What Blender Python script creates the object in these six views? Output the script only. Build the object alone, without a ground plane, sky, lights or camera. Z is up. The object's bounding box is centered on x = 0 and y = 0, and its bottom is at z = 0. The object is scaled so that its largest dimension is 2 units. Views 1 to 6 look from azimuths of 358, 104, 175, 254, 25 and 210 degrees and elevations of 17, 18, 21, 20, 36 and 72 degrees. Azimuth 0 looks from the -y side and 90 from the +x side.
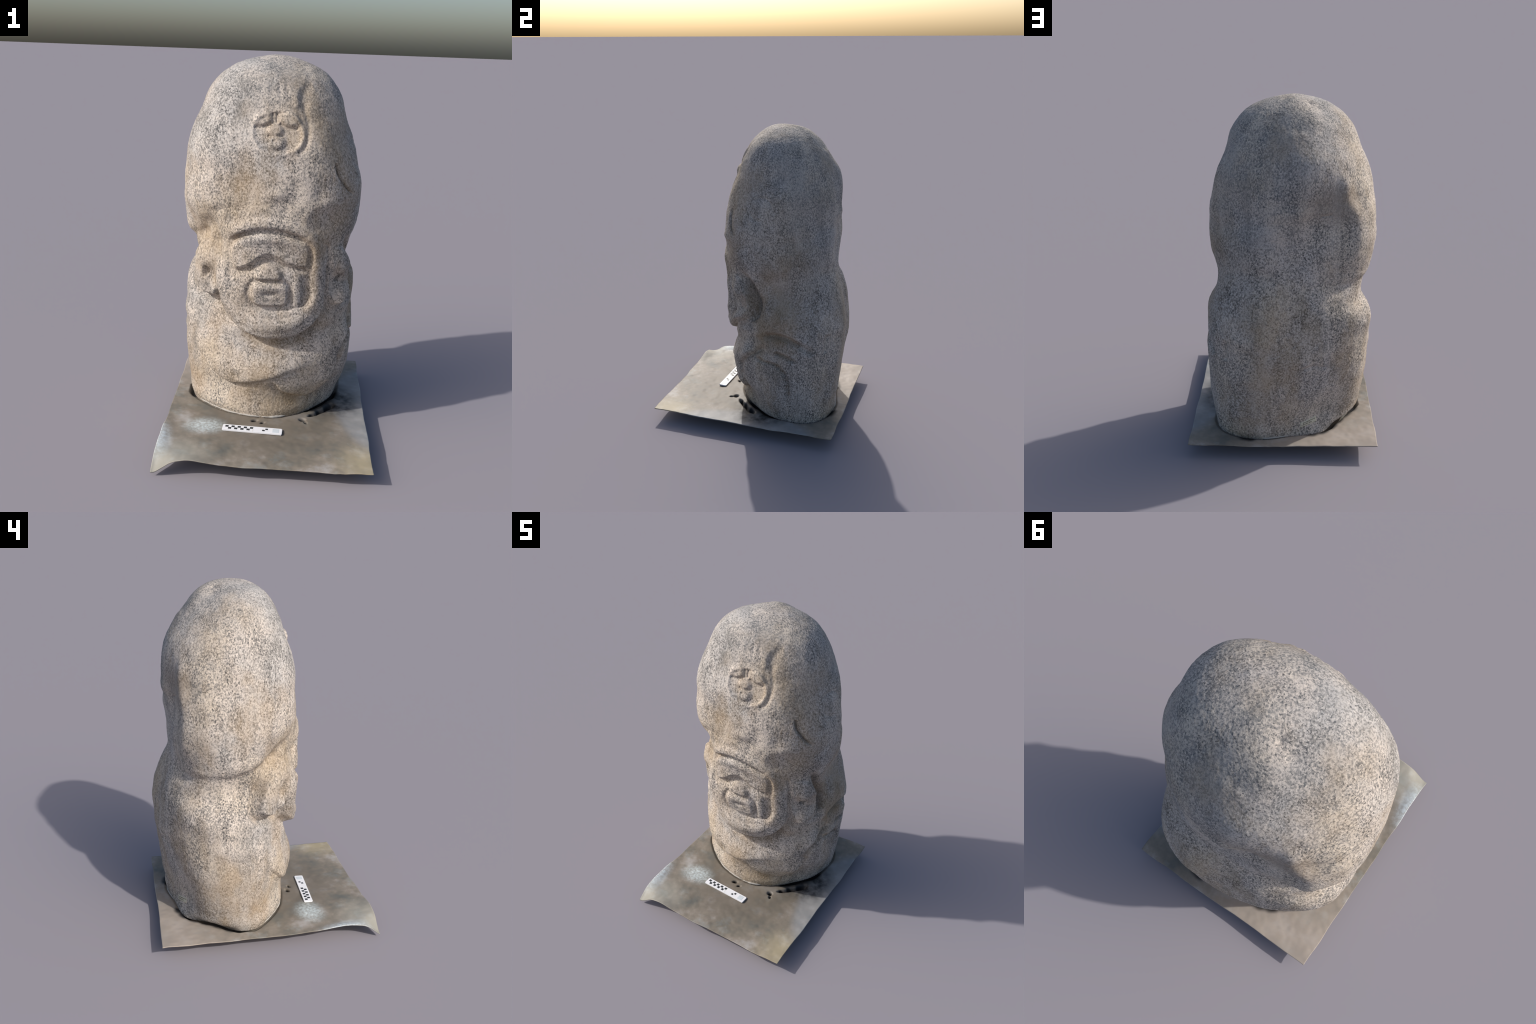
"""Weathered granite pot-belly statue standing in a sheet of floor, with a photo scale bar.

The statue is lofted through twelve vertical ribs round a spine, and the carving
(medallion, visor, face, ears, arms, hands) is cut into that loft with named
strokes, pads and pits.  The one continuous skin is then divided by region.
"""
import bpy, math
import numpy as np

# ------------------------------------------------------------------ helpers
def catmull(t):
    return np.stack([-.5*t + t*t - .5*t**3, 1 - 2.5*t*t + 1.5*t**3,
                     .5*t + 2*t*t - 1.5*t**3, -.5*t*t + .5*t**3], -1)

def smooth(e0, e1, x):
    t = np.clip((x - e0) / (e1 - e0), 0, 1)
    return t*t*(3 - 2*t)

def hash3(i, j, k, seed):
    n = (i*374761393 + j*668265263 + k*2147483647 + seed*974711) & 0x7fffffff
    n = ((n ^ (n >> 13)) * 1274126177) & 0x7fffffff
    n = ((n ^ (n >> 16)) * 668265263) & 0x7fffffff
    return (n & 0xffff) / 32767.5 - 1.0

def noise3(P, scale, seed=0):
    """Vectorised value noise, about -1..1."""
    q = P * scale + 57.3
    f = np.floor(q); t = q - f; t = t*t*(3 - 2*t); f = f.astype(np.int64)
    out = 0.
    for a in (0, 1):
        for b in (0, 1):
            for c in (0, 1):
                w = np.where(a, t[..., 0], 1-t[..., 0]) * np.where(b, t[..., 1], 1-t[..., 1]) * np.where(c, t[..., 2], 1-t[..., 2])
                out = out + w * hash3(f[..., 0]+a, f[..., 1]+b, f[..., 2]+c, seed)
    return out

def rounded(points, closed=False, n=6):
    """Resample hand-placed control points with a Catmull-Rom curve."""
    p = np.array(points, float); m = len(p); out = []
    for i in range(m if closed else m-1):
        idx = [(i+d) % m for d in (-1, 0, 1, 2)] if closed else [min(max(i+d, 0), m-1) for d in (-1, 0, 1, 2)]
        for t in np.arange(n)/n:
            out.append(catmull(np.array(t)) @ p[idx])
    if not closed: out.append(p[-1])
    return np.array(out)

def line_distance(U, V, pts, closed=False):
    """Distance to a curve and which side of it (left of travel positive) and how far along (0..1)."""
    q = np.concatenate([pts, pts[:1]]) if closed else pts
    best = np.full(U.shape, 9.); side = np.zeros(U.shape); along = np.zeros(U.shape)
    n = len(q)-1
    for i in range(n):
        ax, ay = q[i]; dx, dy = q[i+1]-q[i]; L = dx*dx+dy*dy+1e-12
        t = np.clip(((U-ax)*dx+(V-ay)*dy)/L, 0, 1)
        ex = U-ax-t*dx; ey = V-ay-t*dy; d = ex*ex+ey*ey
        m = d < best
        best = np.where(m, d, best); side = np.where(m, np.sign(dx*ey-dy*ex), side); along = np.where(m, (i+t)/n, along)
    return np.sqrt(best), side, along

def inside_distance(U, V, pts):
    """Signed distance to a closed curve, positive inside."""
    d, _, _ = line_distance(U, V, pts, True)
    ins = np.zeros(U.shape, bool); m = len(pts)
    for i in range(m):
        (x0, y0), (x1, y1) = pts[i], pts[(i+1) % m]
        if y0 == y1: continue
        c = ((y0 > V) != (y1 > V)) & (U < (x1-x0)*(V-y0)/(y1-y0)+x0)
        ins ^= c
    return np.where(ins, d, -d)

# ------------------------------------------------------------------ the statue's loft
SPINE = (0.0, 0.17)        # x, y of the upright spine
SHOULDER_OF_DOME = 1.5     # above this height the skin is swept over a dome
RING = 0.06                # spacing of the rib samples below the dome (then 15 degree steps)
# distance of the skin from the spine, from the foot upwards, over the dome to the crown
RIBS = {
    'front':           (0.310, 0.317, 0.324, 0.341, 0.363, 0.379, 0.374, 0.355, 0.357, 0.386, 0.388, 0.375, 0.373, 0.382, 0.395, 0.397,
                        0.389, 0.390, 0.407, 0.406, 0.400, 0.399, 0.397, 0.394, 0.382, 0.367, 0.375, 0.418, 0.470, 0.503, 0.500),
    'front_right_30':  (0.300, 0.322, 0.325, 0.348, 0.381, 0.390, 0.399, 0.394, 0.374, 0.381, 0.406, 0.404, 0.408, 0.403, 0.406, 0.418,
                        0.419, 0.425, 0.435, 0.431, 0.433, 0.443, 0.436, 0.427, 0.412, 0.399, 0.397, 0.433, 0.473, 0.497, 0.500),
    'front_right_60':  (0.317, 0.336, 0.357, 0.384, 0.424, 0.444, 0.453, 0.458, 0.449, 0.421, 0.426, 0.445, 0.432, 0.393, 0.394, 0.410,
                        0.424, 0.428, 0.445, 0.461, 0.466, 0.472, 0.468, 0.449, 0.421, 0.397, 0.419, 0.457, 0.489, 0.494, 0.500),
    'right':           (0.392, 0.405, 0.431, 0.451, 0.464, 0.468, 0.468, 0.468, 0.473, 0.468, 0.460, 0.459, 0.464, 0.457, 0.426, 0.400,
                        0.398, 0.421, 0.444, 0.449, 0.450, 0.442, 0.440, 0.430, 0.422, 0.410, 0.404, 0.445, 0.477, 0.485, 0.500),
    'back_right_60':   (0.477, 0.484, 0.487, 0.492, 0.497, 0.497, 0.501, 0.508, 0.508, 0.513, 0.511, 0.513, 0.500, 0.487, 0.475, 0.460,
                        0.440, 0.420, 0.415, 0.415, 0.407, 0.384, 0.375, 0.367, 0.365, 0.379, 0.394, 0.419, 0.459, 0.484, 0.500),
    'back_right_30':   (0.413, 0.429, 0.427, 0.439, 0.443, 0.449, 0.453, 0.460, 0.462, 0.464, 0.467, 0.478, 0.470, 0.460, 0.437, 0.412,
                        0.379, 0.358, 0.363, 0.364, 0.369, 0.376, 0.367, 0.366, 0.365, 0.358, 0.362, 0.389, 0.428, 0.474, 0.500),
    'back':            (0.348, 0.342, 0.347, 0.362, 0.374, 0.384, 0.393, 0.403, 0.415, 0.430, 0.427, 0.418, 0.414, 0.405, 0.388, 0.368,
                        0.347, 0.335, 0.329, 0.323, 0.323, 0.331, 0.342, 0.361, 0.353, 0.365, 0.385, 0.401, 0.428, 0.481, 0.500),
    'back_left_30':    (0.367, 0.354, 0.345, 0.359, 0.375, 0.390, 0.405, 0.420, 0.434, 0.442, 0.452, 0.452, 0.446, 0.439, 0.421, 0.400,
                        0.372, 0.369, 0.377, 0.384, 0.381, 0.374, 0.371, 0.374, 0.373, 0.387, 0.407, 0.415, 0.453, 0.488, 0.500),
    'back_left_60':    (0.330, 0.403, 0.424, 0.439, 0.451, 0.462, 0.473, 0.480, 0.485, 0.487, 0.494, 0.502, 0.510, 0.494, 0.450, 0.445,
                        0.465, 0.466, 0.478, 0.489, 0.496, 0.491, 0.484, 0.474, 0.449, 0.433, 0.433, 0.445, 0.468, 0.491, 0.500),
    'left':            (0.423, 0.443, 0.447, 0.455, 0.464, 0.471, 0.475, 0.473, 0.471, 0.480, 0.467, 0.467, 0.452, 0.432, 0.413, 0.407,
                        0.438, 0.467, 0.478, 0.485, 0.491, 0.488, 0.488, 0.482, 0.477, 0.466, 0.461, 0.492, 0.502, 0.497, 0.500),
    'front_left_60':   (0.358, 0.377, 0.369, 0.376, 0.396, 0.412, 0.408, 0.406, 0.391, 0.376, 0.373, 0.382, 0.387, 0.402, 0.410, 0.417,
                        0.398, 0.389, 0.405, 0.442, 0.469, 0.477, 0.476, 0.468, 0.471, 0.462, 0.466, 0.493, 0.512, 0.506, 0.500),
    'front_left_30':   (0.318, 0.329, 0.332, 0.341, 0.359, 0.369, 0.358, 0.346, 0.348, 0.381, 0.385, 0.387, 0.399, 0.406, 0.403, 0.404,
                        0.406, 0.402, 0.410, 0.408, 0.406, 0.406, 0.399, 0.397, 0.396, 0.395, 0.395, 0.436, 0.486, 0.507, 0.500),
}

GRID = np.array(list(RIBS.values())).T
NS, NT = GRID.shape
NZ = NS - 6
FOOT = 0.0

def loft(theta, s):
    """theta in rib units, s in ring units -> distance from the spine."""
    i = np.floor(theta).astype(int); wt = catmull(theta - i)
    s = np.clip(s, 0, NS-1.0001); j = np.floor(s).astype(int); ws = catmull(s - j)
    out = 0.
    for a in range(4):
        for b in range(4):
            ii = (i+a-1) % NT; jj = j+b-1
            over = jj > NS-1
            jj = np.clip(np.where(over, 2*(NS-1)-jj, jj), 0, NS-1)
            ii = np.where(over, (ii+NT//2) % NT, ii)
            out = out + wt[..., a]*ws[..., b]*GRID[jj, ii]
    return out

COLS, ROWS_BELOW, ROWS_DOME = 720, 620, 230

def build_skin():
    th = np.arange(COLS)/COLS*NT
    s_foot = (FOOT - SHOULDER_OF_DOME)/RING + NZ-1
    s = np.concatenate([np.linspace(s_foot, NZ-1, ROWS_BELOW, endpoint=False), np.linspace(NZ-1, NS-1, ROWS_DOME+1)[:-1]])
    S, T = np.meshgrid(s, th, indexing='ij')
    d = loft(T, S)
    el = np.radians(np.maximum(S-(NZ-1), 0)*15)
    ang = T*2*np.pi/NT
    z = np.where(S < NZ-1, SHOULDER_OF_DOME+(S-(NZ-1))*RING, SHOULDER_OF_DOME+d*np.sin(el))
    h = d*np.cos(el)
    h = h*(1-0.45*np.clip((0.072-z)/0.072, 0, 1)**1.5)      # buried foot draws in under the floor
    P = np.stack([SPINE[0]+h*np.sin(ang), SPINE[1]-h*np.cos(ang), z], -1)
    return P, np.degrees(ang)

def skin_normals(P):
    a = np.roll(P, -1, 1)-np.roll(P, 1, 1)
    b = np.gradient(P, axis=0)
    n = np.cross(a, b)
    return n/np.maximum(np.linalg.norm(n, axis=-1, keepdims=True), 1e-9)

# ------------------------------------------------------------------ the carving
JAW = [(-0.285, 1.05), (-0.305, 0.94), (-0.300, 0.80), (-0.258, 0.684), (-0.180, 0.615), (-0.088, 0.582),
       (-0.003, 0.574), (0.101, 0.585), (0.181, 0.628), (0.237, 0.690), (0.268, 0.760), (0.274, 0.852), (0.260, 0.972),
       (0.234, 1.126), (0.170, 1.215), (-0.034, 1.250), (-0.200, 1.205)]
FACE_FIELD = [(-0.240, 1.095), (-0.245, 0.901), (-0.203, 0.791), (-0.135, 0.737), (-0.012, 0.717),
              (0.099, 0.738), (0.165, 0.771), (0.182, 0.860), (0.178, 0.960), (0.165, 1.100), (0.02, 1.150), (-0.12, 1.150)]
BROW_GROOVE = [(-0.245, 1.085), (-0.212, 1.118), (-0.164, 1.147), (-0.106, 1.166), (-0.042, 1.171), (0.022, 1.164), (0.087, 1.146), (0.145, 1.118)]
EYELID_LINE = [(-0.218, 0.941), (-0.174, 0.948), (-0.131, 0.965), (-0.099, 0.994), (-0.068, 1.009), (-0.024, 1.009),
               (0.020, 0.992), (0.065, 0.975), (0.116, 0.965), (0.169, 0.962)]
EYE_BAND = [(-0.225, 1.085), (-0.215, 0.955), (-0.14, 0.972), (-0.085, 1.015), (-0.045, 1.028), (0.0, 1.015), (0.065, 0.985),
            (0.155, 0.975), (0.155, 1.09), (0.02, 1.135), (-0.12, 1.135)]
NOSTRIL_LINE = [(-0.112, 0.892), (-0.036, 0.896), (0.036, 0.900)]
MOUTH_GROOVE = [(0.036, 0.898), (0.070, 0.870), (0.078, 0.813), (0.060, 0.768), (-0.014, 0.748), (-0.102, 0.761), (-0.143, 0.814), (-0.133, 0.873), (-0.110, 0.892)]
CHEEK_STRIP = [(0.143, 0.930), (0.156, 0.869), (0.155, 0.809), (0.140, 0.758)]
FACE_RIM = [(-0.245, 1.125), (-0.205, 1.155), (-0.160, 1.178), (-0.106, 1.194), (-0.042, 1.200), (0.022, 1.193), (0.087, 1.177), (0.143, 1.150),
            (0.183, 1.105), (0.202, 1.045), (0.214, 0.922), (0.212, 0.815), (0.172, 0.728), (0.091, 0.674), (-0.009, 0.655),
            (-0.085, 0.660), (-0.160, 0.688), (-0.228, 0.742), (-0.262, 0.82), (-0.268, 0.92), (-0.262, 1.02)]
MEDALLION = [(0.001, 1.755), (0.066, 1.726), (0.104, 1.676), (0.116, 1.627), (0.101, 1.581), (0.070, 1.550), (0.008, 1.528),
             (-0.066, 1.530), (-0.129, 1.570), (-0.157, 1.637), (-0.138, 1.698), (-0.087, 1.741)]
PLUME_GROOVE = [(0.150, 1.862), (0.108, 1.840), (0.098, 1.787), (0.122, 1.717), (0.131, 1.657), (0.124, 1.607), (0.107, 1.566), (0.071, 1.543)]
CRACK = [(0.277, 1.498), (0.283, 1.470), (0.292, 1.445), (0.308, 1.421), (0.330, 1.392), (0.347, 1.370), (0.383, 1.331)]
UPPER_ARM_EDGE = [(-0.435, 0.47), (-0.400, 0.415), (-0.365, 0.365), (-0.328, 0.324), (-0.272, 0.288), (-0.212, 0.272), (-0.143, 0.288), (-0.074, 0.312), (-0.006, 0.336),
                  (0.052, 0.360), (0.097, 0.379), (0.150, 0.388), (0.180, 0.410), (0.195, 0.445)]
LOWER_ARM_EDGE = [(-0.01, 0.310), (0.015, 0.282), (0.047, 0.248), (0.097, 0.220), (0.167, 0.193), (0.225, 0.192), (0.290, 0.230), (0.343, 0.296), (0.388, 0.370), (0.412, 0.438)]

def stroke(U, V, pts, half_width, depth, taper=0.12, sharp=2.0, lower=1.0, shift=0.0):
    """A carved line: negative depth cuts, positive raises; lower widens its right-hand side (a ledge)."""
    d, side, t = line_distance(U, V, rounded([(p[0], p[1]+shift) for p in pts]))
    d = np.where(side < 0, d/lower, d)
    fade = smooth(0, taper, t)*smooth(0, taper, 1-t) if taper else 1.0
    return depth*np.exp(-(d/half_width)**sharp)*fade

def pad(U, V, pts, height, edge):
    return height*smooth(-edge*.35, edge, inside_distance(U, V, rounded(pts, True)))

def mound(U, V, c, r, height, power=2.0, turn=0.0):
    ca, sa = math.cos(math.radians(turn)), math.sin(math.radians(turn))
    u = ((U-c[0])*ca+(V-c[1])*sa)/r[0]; v = (-(U-c[0])*sa+(V-c[1])*ca)/r[1]
    return height*np.exp(-(u*u+v*v)**(power/2))

def Z_LOW(pts):
    return pts[0][1] < 0.8

def carve(P, deg):
    X, Z = P[..., 0], P[..., 2]
    d180 = np.abs((deg+180) % 360-180)               # angle away from the front
    front = 1-smooth(78, 100, d180)
    h = np.zeros(X.shape)

    # ---- face: jaw proud of the belly, rim round a sunk field
    sd = inside_distance(X, Z, rounded(JAW, True))
    low = 1-smooth(0.86, 1.0, Z)
    h += front*low*(0.014*smooth(-0.006, 0.016, sd) - 0.044*(1-0.3*smooth(0.20, 0.27, X))*np.exp(-((sd+0.026)/0.027)**2))
    h += front*stroke(X, Z, FACE_RIM, 0.029, 0.010, 0.05, 3.0)
    h += front*stroke(X, Z, FACE_RIM[7:13], 0.026, 0.003, 0.15, 3.0)
    fd = inside_distance(X, Z, rounded(FACE_FIELD, True))
    h -= front*0.012*smooth(-0.012, 0.016, fd)*(0.55+0.45*smooth(-0.24, -0.05, X))
    # ---- visor over the eyes
    h += front*stroke(X, Z, BROW_GROOVE, 0.013, -0.022, 0.10, 2.0, 1.5, -0.007)
    h += front*pad(X, Z, EYE_BAND, 0.020, 0.022)
    h += front*mound(X, Z, (-0.035, 1.07), (0.022, 0.045), -0.005)
    h += front*stroke(X, Z, EYELID_LINE, 0.011, -0.014, 0.10, 2.0, 1.4, -0.006)
    # ---- nose and mouth
    h += front*pad(X, Z, [(-0.108, 0.908), (-0.100, 0.950), (-0.062, 0.985), (-0.015, 0.985), (0.022, 0.952), (0.032, 0.910), (-0.038, 0.903)], 0.019, 0.022)
    h += front*stroke(X, Z, NOSTRIL_LINE, 0.009, -0.010, 0.15)
    h += front*mound(X, Z, (0.026, 0.918), (0.012, 0.014), -0.011)
    h += front*mound(X, Z, (-0.112, 0.900), (0.012, 0.012), -0.007)
    h += front*pad(X, Z, [(-0.118, 0.884), (-0.035, 0.890), (0.050, 0.886), (0.068, 0.835), (0.056, 0.768), (-0.020, 0.755), (-0.102, 0.766), (-0.130, 0.825)], 0.020, 0.022)
    h += front*mound(X, Z, (-0.033, 0.833), (0.038, 0.014), -0.011)
    h += front*stroke(X, Z, MOUTH_GROOVE, 0.013, -0.008, 0.05)
    h += front*mound(X, Z, (0.072, 0.800), (0.014, 0.042), -0.008)
    h += front*mound(X, Z, (0.108, 0.845), (0.028, 0.088), 0.011, 4.0)
    h += front*mound(X, Z, (-0.185, 0.86), (0.036, 0.075), 0.006, 3.0)
    h += front*stroke(X, Z, CHEEK_STRIP, 0.017, -0.008, 0.15)

    # ---- ears: proud pads with a drilled hole, cut free behind
    A = np.radians((deg+180) % 360-180)*0.45        # arc length round the statue
    def arc(pts): return [(math.radians((a+180) % 360-180)*0.45, z) for a, z in pts]
    EAR_R = arc([(43, 1.055), (55, 1.045), (63, 0.985), (66, 0.913), (68, 0.850), (65, 0.795), (57, 0.760), (47, 0.745), (42, 0.85), (41, 0.95)])
    EAR_L = arc([(308, 1.055), (295, 1.065), (287, 0.990), (283, 0.917), (280, 0.853), (279, 0.805), (284, 0.770), (294, 0.750), (306, 0.745), (312, 0.83), (312, 0.95)])
    er = inside_distance(A, Z, rounded(EAR_R, True))
    el = inside_distance(A, Z, rounded(EAR_L, True))
    lobe = 1-smooth(0.78, 0.86, Z)
    h += 0.046*smooth(-0.006, 0.016, er)*(1-0.75*smooth(0.95, 1.05, Z))*(0.55+0.45*smooth(43, 52, deg))
    h += 0.030*smooth(-0.006, 0.020, el)*(1-smooth(298, 311, deg)*smooth(0.78, 0.84, Z))
    behind_r = np.maximum(smooth(54, 68, deg)*smooth(0.74, 0.84, Z), 0.25*lobe)*(deg < 130)
    behind_l = np.maximum((1-smooth(290, 305, deg))*(1-0.75*smooth(0.90, 1.0, Z)), 0.9*lobe*(1-smooth(308, 318, deg)))*(deg > 230)
    h -= 0.052*np.exp(-((er+0.034)/0.025)**2)*behind_r
    h -= 0.046*np.exp(-((el+0.032)/0.024)**2)*behind_l
    h += stroke(A, Z, arc([(37.5, 1.10), (40, 1.00), (41, 0.90), (41, 0.82), (41, 0.76)]), 0.011, -0.014)
    h += stroke(A, Z, arc([(305, 0.74), (308, 0.85), (309, 0.95), (306, 1.08), (303, 1.14)]), 0.034, 0.020, 0.2)
    h += mound(A, Z, arc([(264, 0.90)])[0], (0.032, 0.065), -0.020)
    h += mound(A, Z, arc([(304, 0.80)])[0], (0.035, 0.050), 0.020)
    h += mound(A, Z, arc([(63, 0.58)])[0], (0.055, 0.075), 0.020)
    h += mound(A, Z, arc([(356, 0.19)])[0], (0.150, 0.060), -0.012)
    h += mound(A, Z, arc([(75, 0.90)])[0], (0.022, 0.055), -0.022)
    h += mound(A, Z, arc([(54, 0.895)])[0], (0.055, 0.085), 0.008, 3.0)
    h += mound(A, Z, arc([(53, 0.892)])[0], (0.021, 0.030), -0.040, 4.0)
    h += mound(A, Z, arc([(299, 0.886)])[0], (0.016, 0.033), -0.036, 4.0, -22)

    # ---- helmet: hollows at the temples, ridge over the right temple
    h += front*mound(X, Z, (-0.300, 1.245), (0.050, 0.020), -0.008, 2.0, 15)
    h += front*mound(X, Z, (-0.335, 1.175), (0.060, 0.035), -0.010, 2.0, 50)
    h += front*mound(X, Z, (0.250, 1.205), (0.085, 0.045), -0.011, 2.0, 25)
    h += front*stroke(X, Z, [(0.14, 1.18), (0.135, 1.245), (0.18, 1.285), (0.25, 1.30), (0.33, 1.305)], 0.026, 0.007, 0.25)
    h += front*mound(X, Z, (0.02, 1.30), (0.10, 0.035), -0.007, 2.0, 10)
    h += front*mound(X, Z, (-0.02, 1.345), (0.045, 0.03), 0.008)
    h += front*mound(X, Z, (0.075, 1.375), (0.035, 0.05), -0.007)
    for x, z, rx, rz, dep in ((0.10, 1.285, .035, .025, .006), (0.03, 1.265, .03, .02, -.005), (-0.10, 1.275, .045, .022, .005), (-0.19, 1.27, .03, .02, -.004),
                              (0.20, 1.345, .03, .04, -.006), (0.32, 1.42, .018, .045, -.005), (-0.02, 1.235, .05, .014, -.004)):
        h += front*mound(X, Z, (x, z), (rx, rz), dep)
    # ---- crease where the helmet overhangs the neck
    h += stroke(np.radians(deg)*0.45, Z, [(math.radians(t)*0.45, z) for t, z in
                ((205, 1.02), (221, 1.005), (237, 1.012), (250, 1.010), (264, 1.012), (276, 1.045), (288, 1.085), (300, 1.125))], 0.034, -0.017, 0.15)
    # ---- medallion with a small face, plume beside it
    md = inside_distance(X, Z, rounded(MEDALLION, True))
    ring = 0.65+0.35*smooth(-0.12, 0.06, X)
    h += front*(0.006*np.exp(-((md-0.012)/0.013)**2)*ring - 0.004*smooth(0.012, 0.03, md)*(0.4+0.6*ring))
    h += front*stroke(X, Z, PLUME_GROOVE[:4], 0.026, -0.009, 0.25)
    h += front*stroke(X, Z, PLUME_GROOVE[2:], 0.013, -0.007, 0.15)
    h += front*mound(X, Z, (0.118, 1.80), (0.026, 0.050), -0.005)
    h += front*stroke(X, Z, [(0.068, 1.86), (0.066, 1.80), (0.08, 1.76)], 0.018, 0.005, 0.25)
    h += front*mound(X, Z, (0.034, 1.702), (0.050, 0.032), 0.016, 5.0, -12)
    h += front*mound(X, Z, (-0.095, 1.700), (0.048, 0.029), 0.013, 5.0, 8)
    h += front*stroke(X, Z, [(-0.015, 1.686), (0.025, 1.666), (0.082, 1.661)], 0.008, -0.008)
    h += front*stroke(X, Z, [(-0.138, 1.666), (-0.100, 1.666), (-0.050, 1.682)], 0.007, -0.008)
    h += front*stroke(X, Z, [(-0.047, 1.735), (-0.047, 1.680)], 0.006, -0.006, 0.1)
    h += front*stroke(X, Z, [(-0.027, 1.735), (-0.026, 1.685)], 0.006, -0.006, 0.1)
    h += front*mound(X, Z, (-0.035, 1.650), (0.038, 0.027), 0.016, 5.0)
    h += front*mound(X, Z, (-0.028, 1.596), (0.043, 0.034), 0.016, 5.0)
    h += front*stroke(X, Z, [(-0.072, 1.624), (-0.034, 1.624), (0.006, 1.627)], 0.007, -0.007)
    h += front*stroke(X, Z, [(-0.05, 1.602), (-0.026, 1.602)], 0.007, -0.005, 0.2)
    for x in (-0.062, -0.018, 0.016):
        h += front*stroke(X, Z, [(x, 1.885), (x+0.006, 1.80)], 0.010, -0.003, 0.35)
    # ---- crack on the right of the helmet, the flank beyond it dropped back
    cd, side, ct = line_distance(X, Z, rounded(CRACK))
    h += front*(-0.022*np.exp(-(cd/0.0055)**2)*smooth(0, .05, ct)*smooth(0, .15, 1-ct))
    h -= front*0.006*(side > 0)*np.exp(-(cd/0.045)**2)*smooth(0, .15, ct)*smooth(0, .15, 1-ct)*(X > 0.27)

    # ---- arms laid over the belly
    for pts, step, cut, under in ((UPPER_ARM_EDGE, 0.011, 0.012, 0.018), (LOWER_ARM_EDGE, 0.014, 0.021, 0.010)):
        d, side, t = line_distance(X, Z, rounded(pts))
        fade = smooth(0, .12, t)*smooth(0, .26, 1-t)
        h += front*fade*(step*np.where(side > 0, np.exp(-(d/0.06)**2), 0)*smooth(0, 0.014, d)
                         - cut*np.exp(-(d/0.016)**2)
                         - under*np.where(side < 0, np.exp(-(d/0.085)**2)*smooth(0, 0.022, d), 0))
    # ---- broad planes: a hollow beside the upright edge at the back left, hollow and swell at the back right, foot chamfer
    B = np.radians(deg)*0.45
    for a, z, ru, rv, dep in ((198, 1.38, .075, .11, -.022), (135, 1.36, .07, .11, -.015), (155, 1.67, .06, .11, .012), (111, 1.40, .05, .09, .012),
                              (212, .26, .10, .12, -.014), (138, .26, .06, .10, .010), (249, 1.63, .07, .08, -.006), (127, 1.67, .05, .10, -.012), (174, .83, .11, .09, -.012), (144, .50, .06, .12, .012)):
        h += mound(B, Z, (math.radians(a)*0.45, z), (ru, rv), dep)
    h += stroke(B, Z, [(math.radians(t)*0.45, z) for t, z in ((224, 1.66), (223, 1.5), (230, 1.35), (226, 1.08))], 0.045, 0.018, 0.2)
    # ---- carved lines on the flanks: folded legs and elbows
    for pts, w, dep in (
        ([(80, 0.685), (88, 0.700), (97, 0.703), (107, 0.674), (116, 0.625), (121, 0.590)], 0.020, -0.012),
        ([(91, 0.593), (99, 0.577), (107, 0.540)], 0.013, -0.010),
        ([(72, 0.560), (80, 0.517), (91, 0.506), (98, 0.462), (101, 0.397), (102, 0.314), (99, 0.190)], 0.012, -0.008),
        ([(84, 0.630), (73, 0.568), (62, 0.495), (57, 0.439), (57, 0.384), (52, 0.31)], 0.017, -0.011),
        ([(133, 0.715), (131, 0.667), (131, 0.580)], 0.014, -0.007),
        ([(65, 1.566), (74, 1.592), (83, 1.587), (88, 1.540), (90, 1.493)], 0.012, -0.004),
        ([(66, 1.50), (72, 1.465), (80, 1.455)], 0.014, -0.004),
        ([(262, 0.50), (276, 0.52), (288, 0.57)], 0.024, 0.004),
        ([(173, 0.760), (180, 0.695)], 0.009, -0.005),
        ([(186, 0.550), (195, 0.571), (206, 0.545)], 0.013, -0.006),
        ([(203, 1.415), (213, 1.423)], 0.008, -0.005)):
        up = (deg+180) % 360-180
        if pts[0][0] > 150:
            a = np.radians(deg)*0.45; q = [(math.radians(t)*0.45, z) for t, z in pts]
        else:
            a = np.radians(up)*0.45; q = [(math.radians(t)*0.45, z) for t, z in pts]
        h += stroke(a, Z, q, w, dep*(2.3 if 50 < pts[0][0] < 140 and Z_LOW(pts) else 1.3), 0.15)
    # ---- crown: shallow pits and knobs
    Y = P[..., 1]
    for c, r, dep in (((-0.099, 0.249, 1.968), 0.020, -0.008), ((-0.15, 0.26, 1.94), 0.030, -0.008),
                      ((0.0, 0.425, 1.825), 0.028, 0.005), ((-0.05, 0.42, 1.83), 0.022, 0.004), ((-0.02, 0.40, 1.85), 0.022, -0.002),
                      ((0.03, 0.41, 1.835), 0.022, -0.002)):
        h += dep*np.exp(-((X-c[0])**2+(Y-c[1])**2+(Z-c[2])**2)/r**2)
    return h

def statue_skin():
    P, deg = build_skin()
    N = skin_normals(P)
    h = carve(P, deg)
    h += 0.0012*noise3(P, 7.0, 3)+0.0010*noise3(P, 17.0, 4)+0.0009*noise3(P, 42.0, 5)+0.0006*noise3(P, 110.0, 6)
    Q = P+N*h[..., None]
    Q[0, :, 2] = FOOT
    return Q, deg

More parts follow.
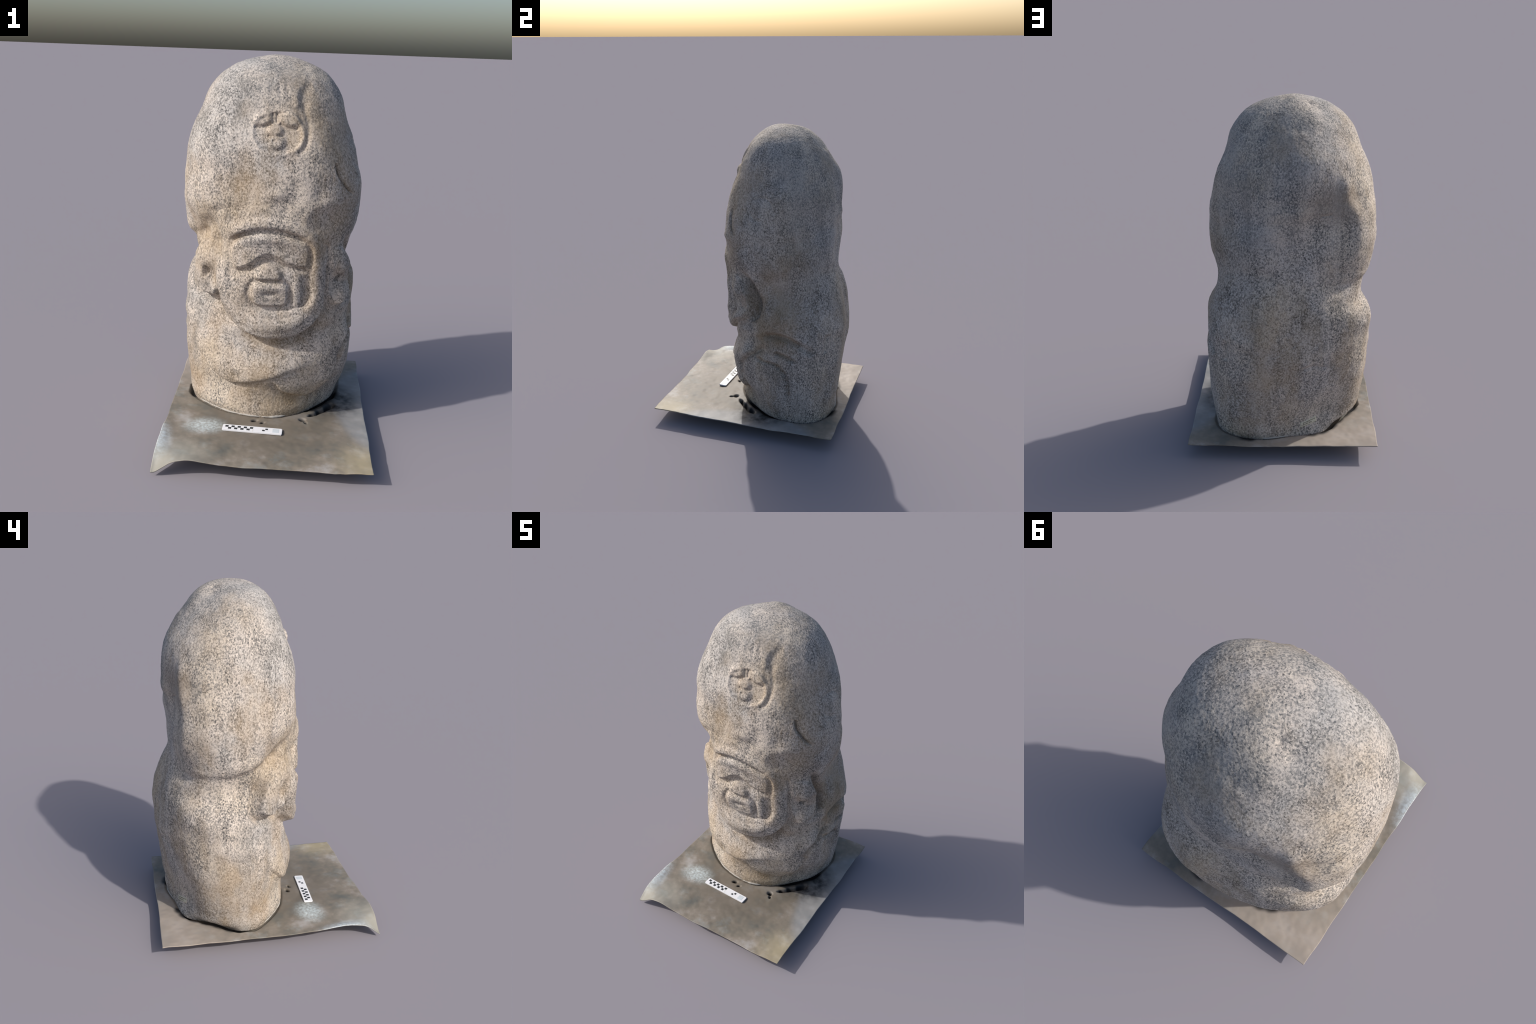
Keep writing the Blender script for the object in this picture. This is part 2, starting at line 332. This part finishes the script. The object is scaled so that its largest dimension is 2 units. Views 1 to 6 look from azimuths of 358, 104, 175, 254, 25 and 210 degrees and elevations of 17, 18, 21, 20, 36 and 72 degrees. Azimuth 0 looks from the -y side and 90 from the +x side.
def mesh_object(name, verts, loops, normals=None, material=None):
    me = bpy.data.meshes.new(name)
    loops = np.asarray(loops, np.int32)
    me.vertices.add(len(verts)); me.vertices.foreach_set('co', np.asarray(verts, np.float32).ravel())
    me.loops.add(loops.size); me.loops.foreach_set('vertex_index', loops.ravel())
    n = loops.shape[1]
    me.polygons.add(len(loops)); me.polygons.foreach_set('loop_start', np.arange(len(loops), dtype=np.int32)*n)
    me.update(calc_edges=True); me.validate()
    me.polygons.foreach_set('use_smooth', np.ones(len(me.polygons), bool))
    if normals is not None:
        me.normals_split_custom_set_from_vertices(np.asarray(normals, np.float32).tolist())
    if material: me.materials.append(material)
    ob = bpy.data.objects.new(name, me)
    bpy.context.scene.collection.objects.link(ob)
    return ob

# ------------------------------------------------------------------ materials
class Nodes:
    def __init__(self, name):
        self.m = bpy.data.materials.new(name); self.m.use_nodes = True
        self.t = self.m.node_tree; self.t.nodes.clear()
        self.out = self.add('ShaderNodeOutputMaterial'); self.b = self.add('ShaderNodeBsdfPrincipled')
        self.t.links.new(self.b.outputs[0], self.out.inputs[0])
        self.co = self.add('ShaderNodeTexCoord').outputs['Object']
    def add(self, kind, **kw):
        n = self.t.nodes.new(kind)
        for k, v in kw.items(): setattr(n, k, v)
        return n
    def put(self, sock, v):
        if hasattr(v, 'links'): self.t.links.new(v, sock)
        else: sock.default_value = v
    def noise(self, scale, detail=3, rough=.55, stretch=None, shift=0):
        co = self.co
        mp = self.add('ShaderNodeMapping'); self.put(mp.inputs['Vector'], co)
        mp.inputs['Location'].default_value = (shift, shift*.7, -shift)
        if stretch: mp.inputs['Scale'].default_value = stretch
        n = self.add('ShaderNodeTexNoise'); self.put(n.inputs['Vector'], mp.outputs[0])
        n.inputs['Scale'].default_value = scale; n.inputs['Detail'].default_value = detail; n.inputs['Roughness'].default_value = rough
        return n.outputs['Fac']
    def voronoi(self, scale):
        n = self.add('ShaderNodeTexVoronoi'); self.put(n.inputs['Vector'], self.co); n.inputs['Scale'].default_value = scale
        return n
    def ramp(self, fac, stops):
        r = self.add('ShaderNodeValToRGB'); self.put(r.inputs[0], fac)
        el = r.color_ramp.elements
        while len(el) < len(stops): el.new(.5)
        for e, (p, c) in zip(el, stops):
            e.position = p; e.color = (*c, 1) if isinstance(c, tuple) else (c, c, c, 1)
        return r.outputs['Color']
    def mix(self, fac, a, b, mode='MIX'):
        n = self.add('ShaderNodeMix', data_type='RGBA', blend_type=mode)
        self.put(n.inputs[0], fac)
        for s, v in ((6, a), (7, b)):
            self.put(n.inputs[s], (*v, 1) if isinstance(v, tuple) else v)
        return n.outputs[2]
    def math(self, op, a, b=0.0):
        n = self.add('ShaderNodeMath', operation=op); self.put(n.inputs[0], a); self.put(n.inputs[1], b); return n.outputs[0]
    def ball(self, c, r, soft):
        """1 inside an ellipsoid round c fading out; r a 3-tuple."""
        mp = self.add('ShaderNodeMapping', vector_type='TEXTURE'); self.put(mp.inputs['Vector'], self.co)
        mp.inputs['Location'].default_value = c; mp.inputs['Scale'].default_value = r
        ln = self.add('ShaderNodeVectorMath', operation='LENGTH'); self.put(ln.inputs[0], mp.outputs[0])
        mr = self.add('ShaderNodeMapRange', interpolation_type='SMOOTHSTEP'); self.put(mr.inputs[0], ln.outputs['Value'])
        mr.inputs[1].default_value = 1.0+soft; mr.inputs[2].default_value = max(1.0-soft, 0.0); mr.inputs[3].default_value = 0; mr.inputs[4].default_value = 1
        return mr.outputs[0]
    def finish(self, color, rough, bump=None, strength=.3, dist=.004):
        self.put(self.b.inputs['Base Color'], color); self.put(self.b.inputs['Roughness'], rough)
        self.b.inputs['Specular IOR Level'].default_value = 0.25
        if bump is not None:
            n = self.add('ShaderNodeBump'); self.put(n.inputs['Height'], bump)
            n.inputs['Strength'].default_value = strength; n.inputs['Distance'].default_value = dist
            self.t.links.new(n.outputs[0], self.b.inputs['Normal'])
        return self.m

FOLD_LINES = ((80, .685, 121, .590, .030), (88, .70, 110, .665, .028), (91, .59, 107, .54, .018), (73, .557, 92, .505, .016), (98, .46, 102, .31, .016),
              (84, .63, 63, .50, .024), (59, .46, 55, .34, .020))

def granite():
    k = Nodes('granite')
    # matrix of pale feldspar, drifting from cool to warm
    drift = k.noise(2.6, 5, .6, shift=3.1)
    warm = k.ramp(drift, [(.36, (.45, .435, .425)), (.50, (.55, .485, .43)), (.64, (.57, .49, .395))])
    grain_a = k.noise(130, 4, .65, (1, 1, .8))
    pale = k.mix(k.ramp(grain_a, [(.40, 0.), (.62, 1.)]), k.mix(.3, warm, (.22, .205, .19)), k.mix(.35, warm, (.74, .66, .58)))
    # grey quartz grains, thicker in drifting patches and in faint upright streaks
    patch = k.noise(8.0, 4, .65, shift=2)
    streak = k.noise(13.0, 4, .6, (1, 1, .16), 17)
    lift = k.math('ADD', k.math('MULTIPLY', k.math('SUBTRACT', patch, .5), .20), k.math('MULTIPLY', k.math('SUBTRACT', streak, .5), .20))
    grain_b = k.math('ADD', k.noise(112, 3, .7, (1, 1, .75), 5), lift)
    c = k.mix(k.ramp(grain_b, [(.46, 0.), (.58, .82)]), pale, (.165, .158, .15))
    # black mica, clumped
    grain_c = k.math('ADD', k.noise(132, 3, .65, (1, 1, .75), 9), lift)
    c = k.mix(k.ramp(grain_c, [(.55, 0.), (.63, .9)]), c, (.045, .045, .048))
    # rain-washed grey streaks and brown earth stain in patches, heavier round the seat
    c = k.mix(k.ramp(k.noise(7.0, 5, .6, (1, 1, .14), 31), [(.52, 0.), (.72, .45)]), c, (.20, .185, .165))
    c = k.mix(k.ramp(k.noise(8.5, 5, .6, (1, 1, .12), 77), [(.54, 0.), (.72, .35)]), c, (.62, .56, .50))
    c = k.mix(k.math('MULTIPLY', k.ball((-.22, .50, 1.48), (.16, .12, .10), .6), .6), c, (.24, .20, .165))
    seat = k.ball((0, .15, .40), (.6, .6, .80), .9)
    st = k.math('ADD', k.noise(3.4, 5, .62, (1, 1, .55), 7), k.math('MULTIPLY', seat, .10))
    c = k.mix(k.ramp(st, [(.51, 0.), (.71, .50)]), c, (.29, .205, .11))
    flank_shade = k.math('MULTIPLY', k.ball((.42, .12, 1.0), (.30, .36, .55), .8), k.ramp(k.noise(5.5, 4, .6, (1, 1, .45), 51), [(.36, .15), (.62, 1.)]))  # brown tone of the right flank, its baked shade painted in
    c = k.mix(k.math('MULTIPLY', flank_shade, .42), c, (.17, .125, .08))
    # rusty earth caught under the jaw, behind the ear and in the arm folds
    rub = k.ramp(k.noise(14, 4, .6, shift=21), [(.35, .35), (.65, 1.)])
    for p, r in (((-.24, -.13, .66), .07), ((-.12, -.15, .57), .06), ((.02, -.16, .545), .06), ((.15, -.14, .57), .06), ((.25, -.10, .66), .06),
                 ((.40, .05, .93), .08), ((.38, .02, .80), .06), ((.12, -.13, .20), .05), ((.28, -.08, .22), .06), ((-.33, -.06, .60), .06), ((-.40, .10, .22), .10)):
        c = k.mix(k.math('MULTIPLY', k.math('MULTIPLY', k.ball(p, (r, r, r), .8), rub), .45), c, (.25, .16, .07))
    for a0, z0, a1, z1, r in FOLD_LINES:
        for t in (0., .33, .67, 1.):
            a = math.radians(a0+(a1-a0)*t); p = (SPINE[0]+.455*math.sin(a), SPINE[1]-.455*math.cos(a), z0+(z1-z0)*t)
            c = k.mix(k.math('MULTIPLY', k.math('MULTIPLY', k.ball(p, (r*1.6, r*1.6, r), .7), rub), .40), c, (.17, .105, .045))  # dark brown along flank grooves: ochre dirt plus baked darkness painted in
    # cool grey lichen film over the crown and upper back
    film = k.ramp(k.noise(4.5, 4, .6, shift=12), [(.35, .25), (.65, 1.)])
    for p, r in (((0.08, .22, 1.95), (.46, .46, .36)), ((.22, .45, 1.60), (.28, .28, .45))):
        c = k.mix(k.math('MULTIPLY', k.math('MULTIPLY', k.ball(p, r, .5), film), .75), c, k.mix(.5, c, (.20, .215, .23)))
    bump = k.math('ADD', k.math('MULTIPLY', grain_b, .8), k.math('MULTIPLY', grain_c, .6))
    return k.finish(c, .88, bump, .35, .005)

# ------------------------------------------------------------------ floor sheet and scale bar
SHEET_CORNERS = dict(front_left=(-0.602, -0.585), front_right=(0.480, -0.676), back_right=(0.600, 0.577), back_left=(-0.480, 0.670))

def sheet_height(x, y):
    z = 0.084+0.006*smooth(-.6, .6, y)+0.003*np.sin(6*x+1)*np.cos(5*y)
    z = z+0.020*np.exp(-(((x+.42)/.10)**2+((y+.64)/.09)**2))
    z = z-0.004*np.exp(-((x/.55)**2+((y-.15)/.55)**2)**2)
    z = z+0.018*np.exp(-(((x+.585)/.06)**2+((y+.36)/.15)**2))
    z = z-0.070*np.exp(-(((x+.602)/.075)**2+((y+.60)/.070)**2))
    return z

PITS = [(-0.080, -0.182, .016, .010, .030, 20), (-0.038, -0.206, .013, .007, .018, 30), (0.182, -0.168, .015, .013, .035, -20),
        (0.196, -0.198, .007, .012, .025, 20), (0.246, -0.112, .026, .010, .045, 30), (0.292, -0.072, .036, .013, .045, 42), (0.345, -0.020, .040, .016, .045, 46)]

def floor_sheet(foot_ring, material):
    nu, nv = 260, 280
    u, v = np.meshgrid(np.linspace(0, 1, nu), np.linspace(0, 1, nv), indexing='ij')
    c = {k: np.array(p) for k, p in SHEET_CORNERS.items()}
    xy = ((1-u)*(1-v))[..., None]*c['front_left']+(u*(1-v))[..., None]*c['front_right']+(u*v)[..., None]*c['back_right']+((1-u)*v)[..., None]*c['back_left']
    rim = np.minimum(np.minimum(u, 1-u), np.minimum(v, 1-v))
    P3 = np.concatenate([xy, np.zeros(u.shape+(1,))], -1)
    w = np.exp(-rim/.02)[..., None]
    xy = xy+w*np.stack([noise3(P3, 9., 21), noise3(P3, 9., 22)], -1)*0.006
    # round off the front left and right corners a little
    x, y = xy[..., 0], xy[..., 1]
    z = sheet_height(x, y)+0.0022*noise3(P3, 14., 23)+0.0012*noise3(P3, 40., 24)
    for px, py, rx, ry, dep, turn in PITS:
        z = z+mound(x, y, (px, py), (rx, ry), -dep, 3.0, turn)
    # gap between stone and floor along the back left and the right
    fd = -inside_distance(x, y, foot_ring)
    a = np.degrees(np.arctan2(x-SPINE[0], -(y-SPINE[1]))) % 360
    open_gap = np.maximum(smooth(200, 225, a)*smooth(-285, -262, -a), smooth(38, 55, a)*smooth(-100, -70, -a))
    z = z-open_gap*0.05*(1-smooth(0.008, 0.030+.008*noise3(P3, 20., 25), fd))
    z = z-0.012*(1-smooth(0.0, 0.02, fd))
    top = np.stack([x, y, z], -1).reshape(-1, 3)
    bot = top-np.array([0, 0, .005]); n = nu*nv
    i, j = np.meshgrid(np.arange(nu-1), np.arange(nv-1), indexing='ij'); a0 = (i*nv+j).ravel()
    quads = np.stack([a0, a0+nv, a0+nv+1, a0+1], -1)
    under = (quads+n)[:, ::-1]
    e = np.concatenate([np.arange(nu)*nv, (nu-1)*nv+np.arange(1, nv), np.arange(nu-2, -1, -1)*nv+nv-1, np.arange(nv-2, 0, -1)])
    en = np.roll(e, -1)
    sides = np.stack([e, e+n, en+n, en], -1)
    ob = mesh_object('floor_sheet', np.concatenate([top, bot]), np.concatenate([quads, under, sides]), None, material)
    ob['label'] = 'thin curled square patch of grey-brown smooth floor'
    ob['category'] = 'floor patch'
    return ob

def floor_material(foot_ring):
    def edge_point(a):
        t = np.degrees(np.arctan2(foot_ring[:, 0]-SPINE[0], -(foot_ring[:, 1]-SPINE[1]))) % 360
        q = foot_ring[np.argmin(np.abs(t-a))]; o = q-np.array(SPINE)
        return tuple(float(v) for v in q+o/np.linalg.norm(o)*.008)
    gap_points = [edge_point(a) for a in list(range(198, 262, 4))+list(range(48, 92, 4))+list(range(140, 152, 4))]
    k = Nodes('smooth_floor')
    n1 = k.noise(5.0, 6, .62, shift=1)
    c = k.ramp(n1, [(.34, (.12, .125, .115)), (.47, (.185, .165, .135)), (.56, (.235, .205, .17)), (.68, (.34, .32, .30))])
    c = k.mix(k.ramp(k.noise(9, 5, .6, shift=40), [(.55, 0.), (.72, .45)]), c, (.30, .34, .35))
    c = k.mix(k.math('MULTIPLY', k.ball((0.02, -.1, .09), (.40, .42, .3), .35), .65), c, (.125, .108, .088))  # baked shade round the statue, painted as darker brown
    c = k.mix(k.math('MULTIPLY', k.ball((-.36, .72, .09), (.5, .42, .3), .6), .7), c, (.36, .31, .27))
    c = k.mix(k.math('MULTIPLY', k.ball((.50, -.60, .09), (.16, .16, .3), .6), .6), c, (.36, .31, .20))
    c = k.mix(k.math('MULTIPLY', k.ball((-.54, -.56, .09), (.20, .16, .3), .6), .5), c, (.36, .36, .32))
    c = k.mix(k.math('MULTIPLY', k.ball((.66, -.05, .09), (.28, .52, .3), .12), .5), c, (.27, .29, .32))  # lighter grey-blue painted beyond the edge of that baked shade
    sheen_grain = k.ramp(k.noise(60, 3, .6), [(.40, .45), (.60, 1.)])
    c = k.mix(k.math('MULTIPLY', k.math('MULTIPLY', k.ball((-.355, -.238, .09), (.085, .065, .3), .8), sheen_grain), .8), c, (.56, .64, .66))  # bluish-white sheen painted into the floor colour
    c = k.mix(k.math('MULTIPLY', k.math('MULTIPLY', k.ball((-.585, -.37, .10), (.05, .12, .3), .8), sheen_grain), .8), c, (.60, .68, .72))  # second painted sheen, at the left edge
    # black colour in the pits and along the open gap
    for p in PITS:
        c = k.mix(k.ball((p[0], p[1], .06), (p[2]*1.0, p[3]*1.1, .06), .35), c, (.008, .008, .009))
    dk = k.noise(11, 4, .6, shift=4)
    c = k.mix(k.math('MULTIPLY', k.ball((.36, .06, .08), (.15, .19, .15), .45), k.ramp(dk, [(.35, .2), (.6, .95)])), c, (.014, .015, .018))
    for p in gap_points:
        c = k.mix(k.math('MULTIPLY', k.ball((*p, .05), (.030, .030, .09), .55), k.ramp(dk, [(.28, .45), (.48, 1.)])), c, (.013, .013, .015))
    return k.finish(c, .55, k.noise(30, 4), .12, .004)

def plain(name, col, rough=.5):
    k = Nodes(name)
    n = k.noise(40, 3)
    return k.finish(k.mix(k.ramp(n, [(.35, 0.), (.7, .25)]), col, tuple(x*.8 for x in col)), rough)

def box(name, cx, cy, sx, sy, z0, z1, material, bevel=.0):
    me = bpy.data.meshes.new(name)
    import bmesh
    bm = bmesh.new(); bmesh.ops.create_cube(bm, size=1)
    for v in bm.verts:
        v.co = (cx+v.co.x*sx, cy+v.co.y*sy, (z0+z1)/2+v.co.z*(z1-z0))
    if bevel:
        bmesh.ops.bevel(bm, geom=[e for e in bm.edges if abs(e.verts[0].co.z-e.verts[1].co.z) > 1e-4], offset=bevel*2.5, segments=4, affect='EDGES')
        bmesh.ops.bevel(bm, geom=[e for e in bm.edges if all(v.co.z > z1-1e-5 for v in e.verts)], offset=bevel*.6, segments=2, affect='EDGES')
    bm.to_mesh(me); bm.free()
    me.materials.append(material)
    ob = bpy.data.objects.new(name, me); bpy.context.scene.collection.objects.link(ob)
    return ob

def scale_bar():
    white = plain('white_plastic', (.74, .75, .78), .4); black = plain('black_print', (.03, .035, .04), .5); grey = plain('grey_print', (.55, .60, .64), .5)
    cream = plain('cream_plastic', (.70, .70, .66), .4)
    L, W = 0.318, 0.054
    root = bpy.data.objects.new('scale_bar', None); bpy.context.scene.collection.objects.link(root)
    root['label'] = 'short white scale bar with black checker marks'; root['category'] = 'ruler'
    parts = [box('bar_strip', 0, 0, L, W, 0, .008, white, .0015)]
    sq = 0.0165
    for n in range(9):
        parts.append(box('checker_square', -L/2+.014+sq*(n+.5), (.009 if n % 2 == 0 else -.009), sq, sq, .0072, .0088, black))
    parts.append(box('checker_square', .060, -.006, sq*.8, sq*.8, .0072, .0088, black))
    parts.append(box('checker_square', .076, .008, sq*.8, sq*.8, .0072, .0088, black))
    parts.append(box('grey_patch', .125, .0, .034, .036, .0072, .0086, grey))
    parts.append(box('strip_joint', -L/2+.162, .0, .003, W*.98, .0072, .0086, cream))
    for p in parts: p.parent = root
    x0, y0, x1, y1 = -0.252, -0.265, 0.058, -0.308
    root.location = ((x0+x1)/2, (y0+y1)/2, 0.0)
    root.rotation_euler = (0, 0, math.atan2(y1-y0, x1-x0))
    root.location.z = float(sheet_height(np.array(root.location.x), np.array(root.location.y)))+.002
    return root

# ------------------------------------------------------------------ assemble
def statue():
    Q, deg = statue_skin()
    R, C = Q.shape[:2]
    N = skin_normals(Q)
    crown = Q[-1].mean(0)+np.array([0, 0, .0004]); base = np.array([SPINE[0], SPINE[1], FOOT])
    i, j = np.meshgrid(np.arange(R-1), np.arange(C), indexing='ij')
    quads = np.stack([i*C+j, i*C+(j+1) % C, (i+1)*C+(j+1) % C, (i+1)*C+j], -1).reshape(-1, 4)
    verts = Q.reshape(-1, 3); norms = N.reshape(-1, 3)
    # regions by where each face sits
    ctr = verts[quads].mean(1); X, Z = ctr[:, 0], ctr[:, 2]
    a = deg.reshape(-1)[quads[:, 0]]
    d180 = np.abs((a+180) % 360-180)
    A = np.radians((a+180) % 360-180)*0.45
    frontal = d180 < 80
    region = np.full(len(quads), 'torso', dtype='<U12')
    waist = np.interp(a, [0, 40, 70, 101, 128, 149, 170, 191, 217, 263, 288, 320, 360], [1.24, 1.20, 1.02, .99, 1.06, 1.09, 1.09, 1.08, 1.03, .99, 1.08, 1.20, 1.24])
    region[Z > waist] = 'headdress'
    face = frontal & (inside_distance(X, Z, rounded(JAW, True)) > -0.006) & (Z <= waist)
    region[face] = 'face'
    def arc(pts): return np.array([(math.radians((t+180) % 360-180)*0.45, z) for t, z in pts])
    EAR_R = rounded(arc([(43, 1.055), (55, 1.045), (63, 0.985), (66, 0.913), (68, 0.850), (65, 0.795), (57, 0.760), (47, 0.745), (42, 0.85), (41, 0.95)]), True)
    EAR_L = rounded(arc([(308, 1.055), (295, 1.065), (287, 0.990), (283, 0.917), (280, 0.853), (279, 0.805), (284, 0.770), (294, 0.750), (306, 0.745), (312, 0.83), (312, 0.95)]), True)
    region[(inside_distance(A, Z, EAR_R) > -.004) & (region != 'face') & (Z <= waist)] = 'ear_r'
    region[(inside_distance(A, Z, EAR_L) > -.004) & (region != 'face') & (Z <= waist)] = 'ear_l'
    ua = UPPER_ARM_EDGE + [(0.13, 0.52), (0.03, 0.515), (-0.15, 0.50), (-0.30, 0.52), (-0.44, 0.60)]
    la = LOWER_ARM_EDGE + [(0.44, 0.55), (0.38, 0.56), (0.28, 0.46), (0.20, 0.39), (0.10, 0.37), (0.03, 0.345)]
    tor = (region == 'torso') & (d180 < 90)
    arm1 = tor & (inside_distance(X, Z, rounded(ua, True)) > 0); region[arm1] = 'arm_r'
    region[arm1 & (X > -0.03)] = 'hand_r'
    arm2 = tor & ~arm1 & (inside_distance(X, Z, rounded(la, True)) > 0); region[arm2] = 'arm_l'
    region[arm2 & (X < 0.2)] = 'hand_l'
    root = bpy.data.objects.new('stone_statue', None); bpy.context.scene.collection.objects.link(root)
    root['label'] = 'weathered speckled granite statue with carved masked face'; root['category'] = 'statue'
    root.location = (0, 0, 0)
    mat = granite()
    arms = {}
    for key, name in (('torso', 'torso'), ('headdress', 'headdress'), ('face', 'face'), ('ear_r', 'ear'), ('ear_l', 'ear'),
                      ('arm_r', 'arm'), ('arm_l', 'arm'), ('hand_r', 'hand'), ('hand_l', 'hand')):
        q = quads[region == key]
        used, inv = np.unique(q, return_inverse=True); inv = inv.reshape(q.shape)
        ob = mesh_object(name, verts[used], inv, norms[used], mat)
        arms[key] = ob
        ob.parent = arms['arm'+key[4:]] if key.startswith('hand') else root
    # close the very top
    ring = (R-1)*C+np.arange(C)
    cap = mesh_object('crown_cap', np.concatenate([verts[ring], crown[None]]), np.stack([np.arange(C), (np.arange(C)+1) % C, np.full(C, C)], -1),
                      np.concatenate([norms[ring], np.array([[0, 0, 1.]])]), mat)
    cap.parent = arms['headdress']
    # inventory label stuck low on the back: a slip of the skin lifted 2 mm, with two lines of worn marks
    def slip(name, a0, a1, z_of, half, lift, material):
        cols = np.arange(int(a0/360*C), int(a1/360*C)+1); rows_ = []
        for cidx in cols:
            zz = Q[:, cidx, 2]; zc = z_of(cidx/C*360)
            rows_.append([np.array([np.interp(zc+half*v, zz, Q[:, cidx, k_]) for k_ in range(3)]) for v in np.linspace(-1, 1, 7)])
        G = np.array(rows_); n = G-np.array([SPINE[0], SPINE[1], 0]); n[..., 2] = 0; n /= np.linalg.norm(n, axis=-1, keepdims=True)
        top = (G+n*lift).reshape(-1, 3); bot = (G-n*.004).reshape(-1, 3); m, w = G.shape[:2]; N0 = m*w
        ii, jj = np.meshgrid(np.arange(m-1), np.arange(w-1), indexing='ij'); b0 = (ii*w+jj).ravel()
        f = np.stack([b0, b0+w, b0+w+1, b0+1], -1)
        e = np.concatenate([np.arange(m)*w, (m-1)*w+np.arange(1, w), np.arange(m-2, -1, -1)*w+w-1, np.arange(w-2, 0, -1)]); en = np.roll(e, -1)
        return mesh_object(name, np.concatenate([top, bot]), np.concatenate([f, (f+N0)[:, ::-1], np.stack([e, e+N0, en+N0, en], -1)]), None, material)
    rise = lambda t: 0.140+(t-189)*0.0013
    lab = slip('inventory_label', 189, 206, rise, .0155, .0015, plain('cream_paint', (.56, .53, .42), .8))
    lab.parent = arms['torso']
    ink = plain('worn_ink', (.10, .09, .07), .8); rng = np.random.default_rng(5)
    for line, (t0, t1) in ((.006, (192, 204)), (-.005, (190.5, 201))):
        t = t0
        while t < t1:
            wd = rng.uniform(.7, 1.1)
            mk = slip('label_mark', t, t+wd, lambda q: rise(q)+line, .0032*rng.uniform(.6, 1), .0024, ink)
            mk.parent = lab; t += wd+rng.uniform(.5, 1.0)
    # crumbly lime bead where stone meets floor at the front
    def bead(a0, a1, name='mortar_bead'):
        cols = np.arange(int(a0/360*C), int(a1/360*C), 2) % C; r0 = int(np.argmin(np.abs(Q[:, 0, 2]-0.078)))
        P0 = Q[r0, cols]; u = np.arange(len(cols))/len(cols); q3 = P0*1.0
        rad = (0.0028+0.0028*noise3(q3, 30., 31)+.001*noise3(q3, 90., 32))*smooth(0, .1, u)*smooth(0, .1, 1-u)+.0006
        n = P0-np.array([SPINE[0], SPINE[1], 0]); n[:, 2] = 0; n /= np.linalg.norm(n, axis=1, keepdims=True)
        up = np.array([0, 0, 1.]); al = np.linspace(0, 2*np.pi, 9)[:-1]
        V = P0[:, None]+n[:, None]*(.003+rad[:, None, None]*np.cos(al)[None, :, None])+up*(rad[:, None, None]*1.4*np.sin(al)[None, :, None]+.006)
        m = len(P0); ii, jj = np.meshgrid(np.arange(m-1), np.arange(8), indexing='ij')
        f = np.stack([ii*8+jj, (ii+1)*8+jj, (ii+1)*8+(jj+1) % 8, ii*8+(jj+1) % 8], -1).reshape(-1, 4)[:, ::-1]
        return mesh_object(name, V.reshape(-1, 3), f, None, lime)
    lime = plain('lime_mortar', (.40, .38, .35), .9)
    for a0, a1 in ((285, 352), (352, 378), (155, 178)):
        bead(a0, a1).parent = arms['torso']
    ring_z = int(np.argmin(np.abs(Q[:, 0, 2]-0.085)))
    return Q, Q[ring_z][::6, :2]

for o in list(bpy.data.objects): bpy.data.objects.remove(o)
Q, foot_ring = statue()
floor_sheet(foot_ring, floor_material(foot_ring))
scale_bar()
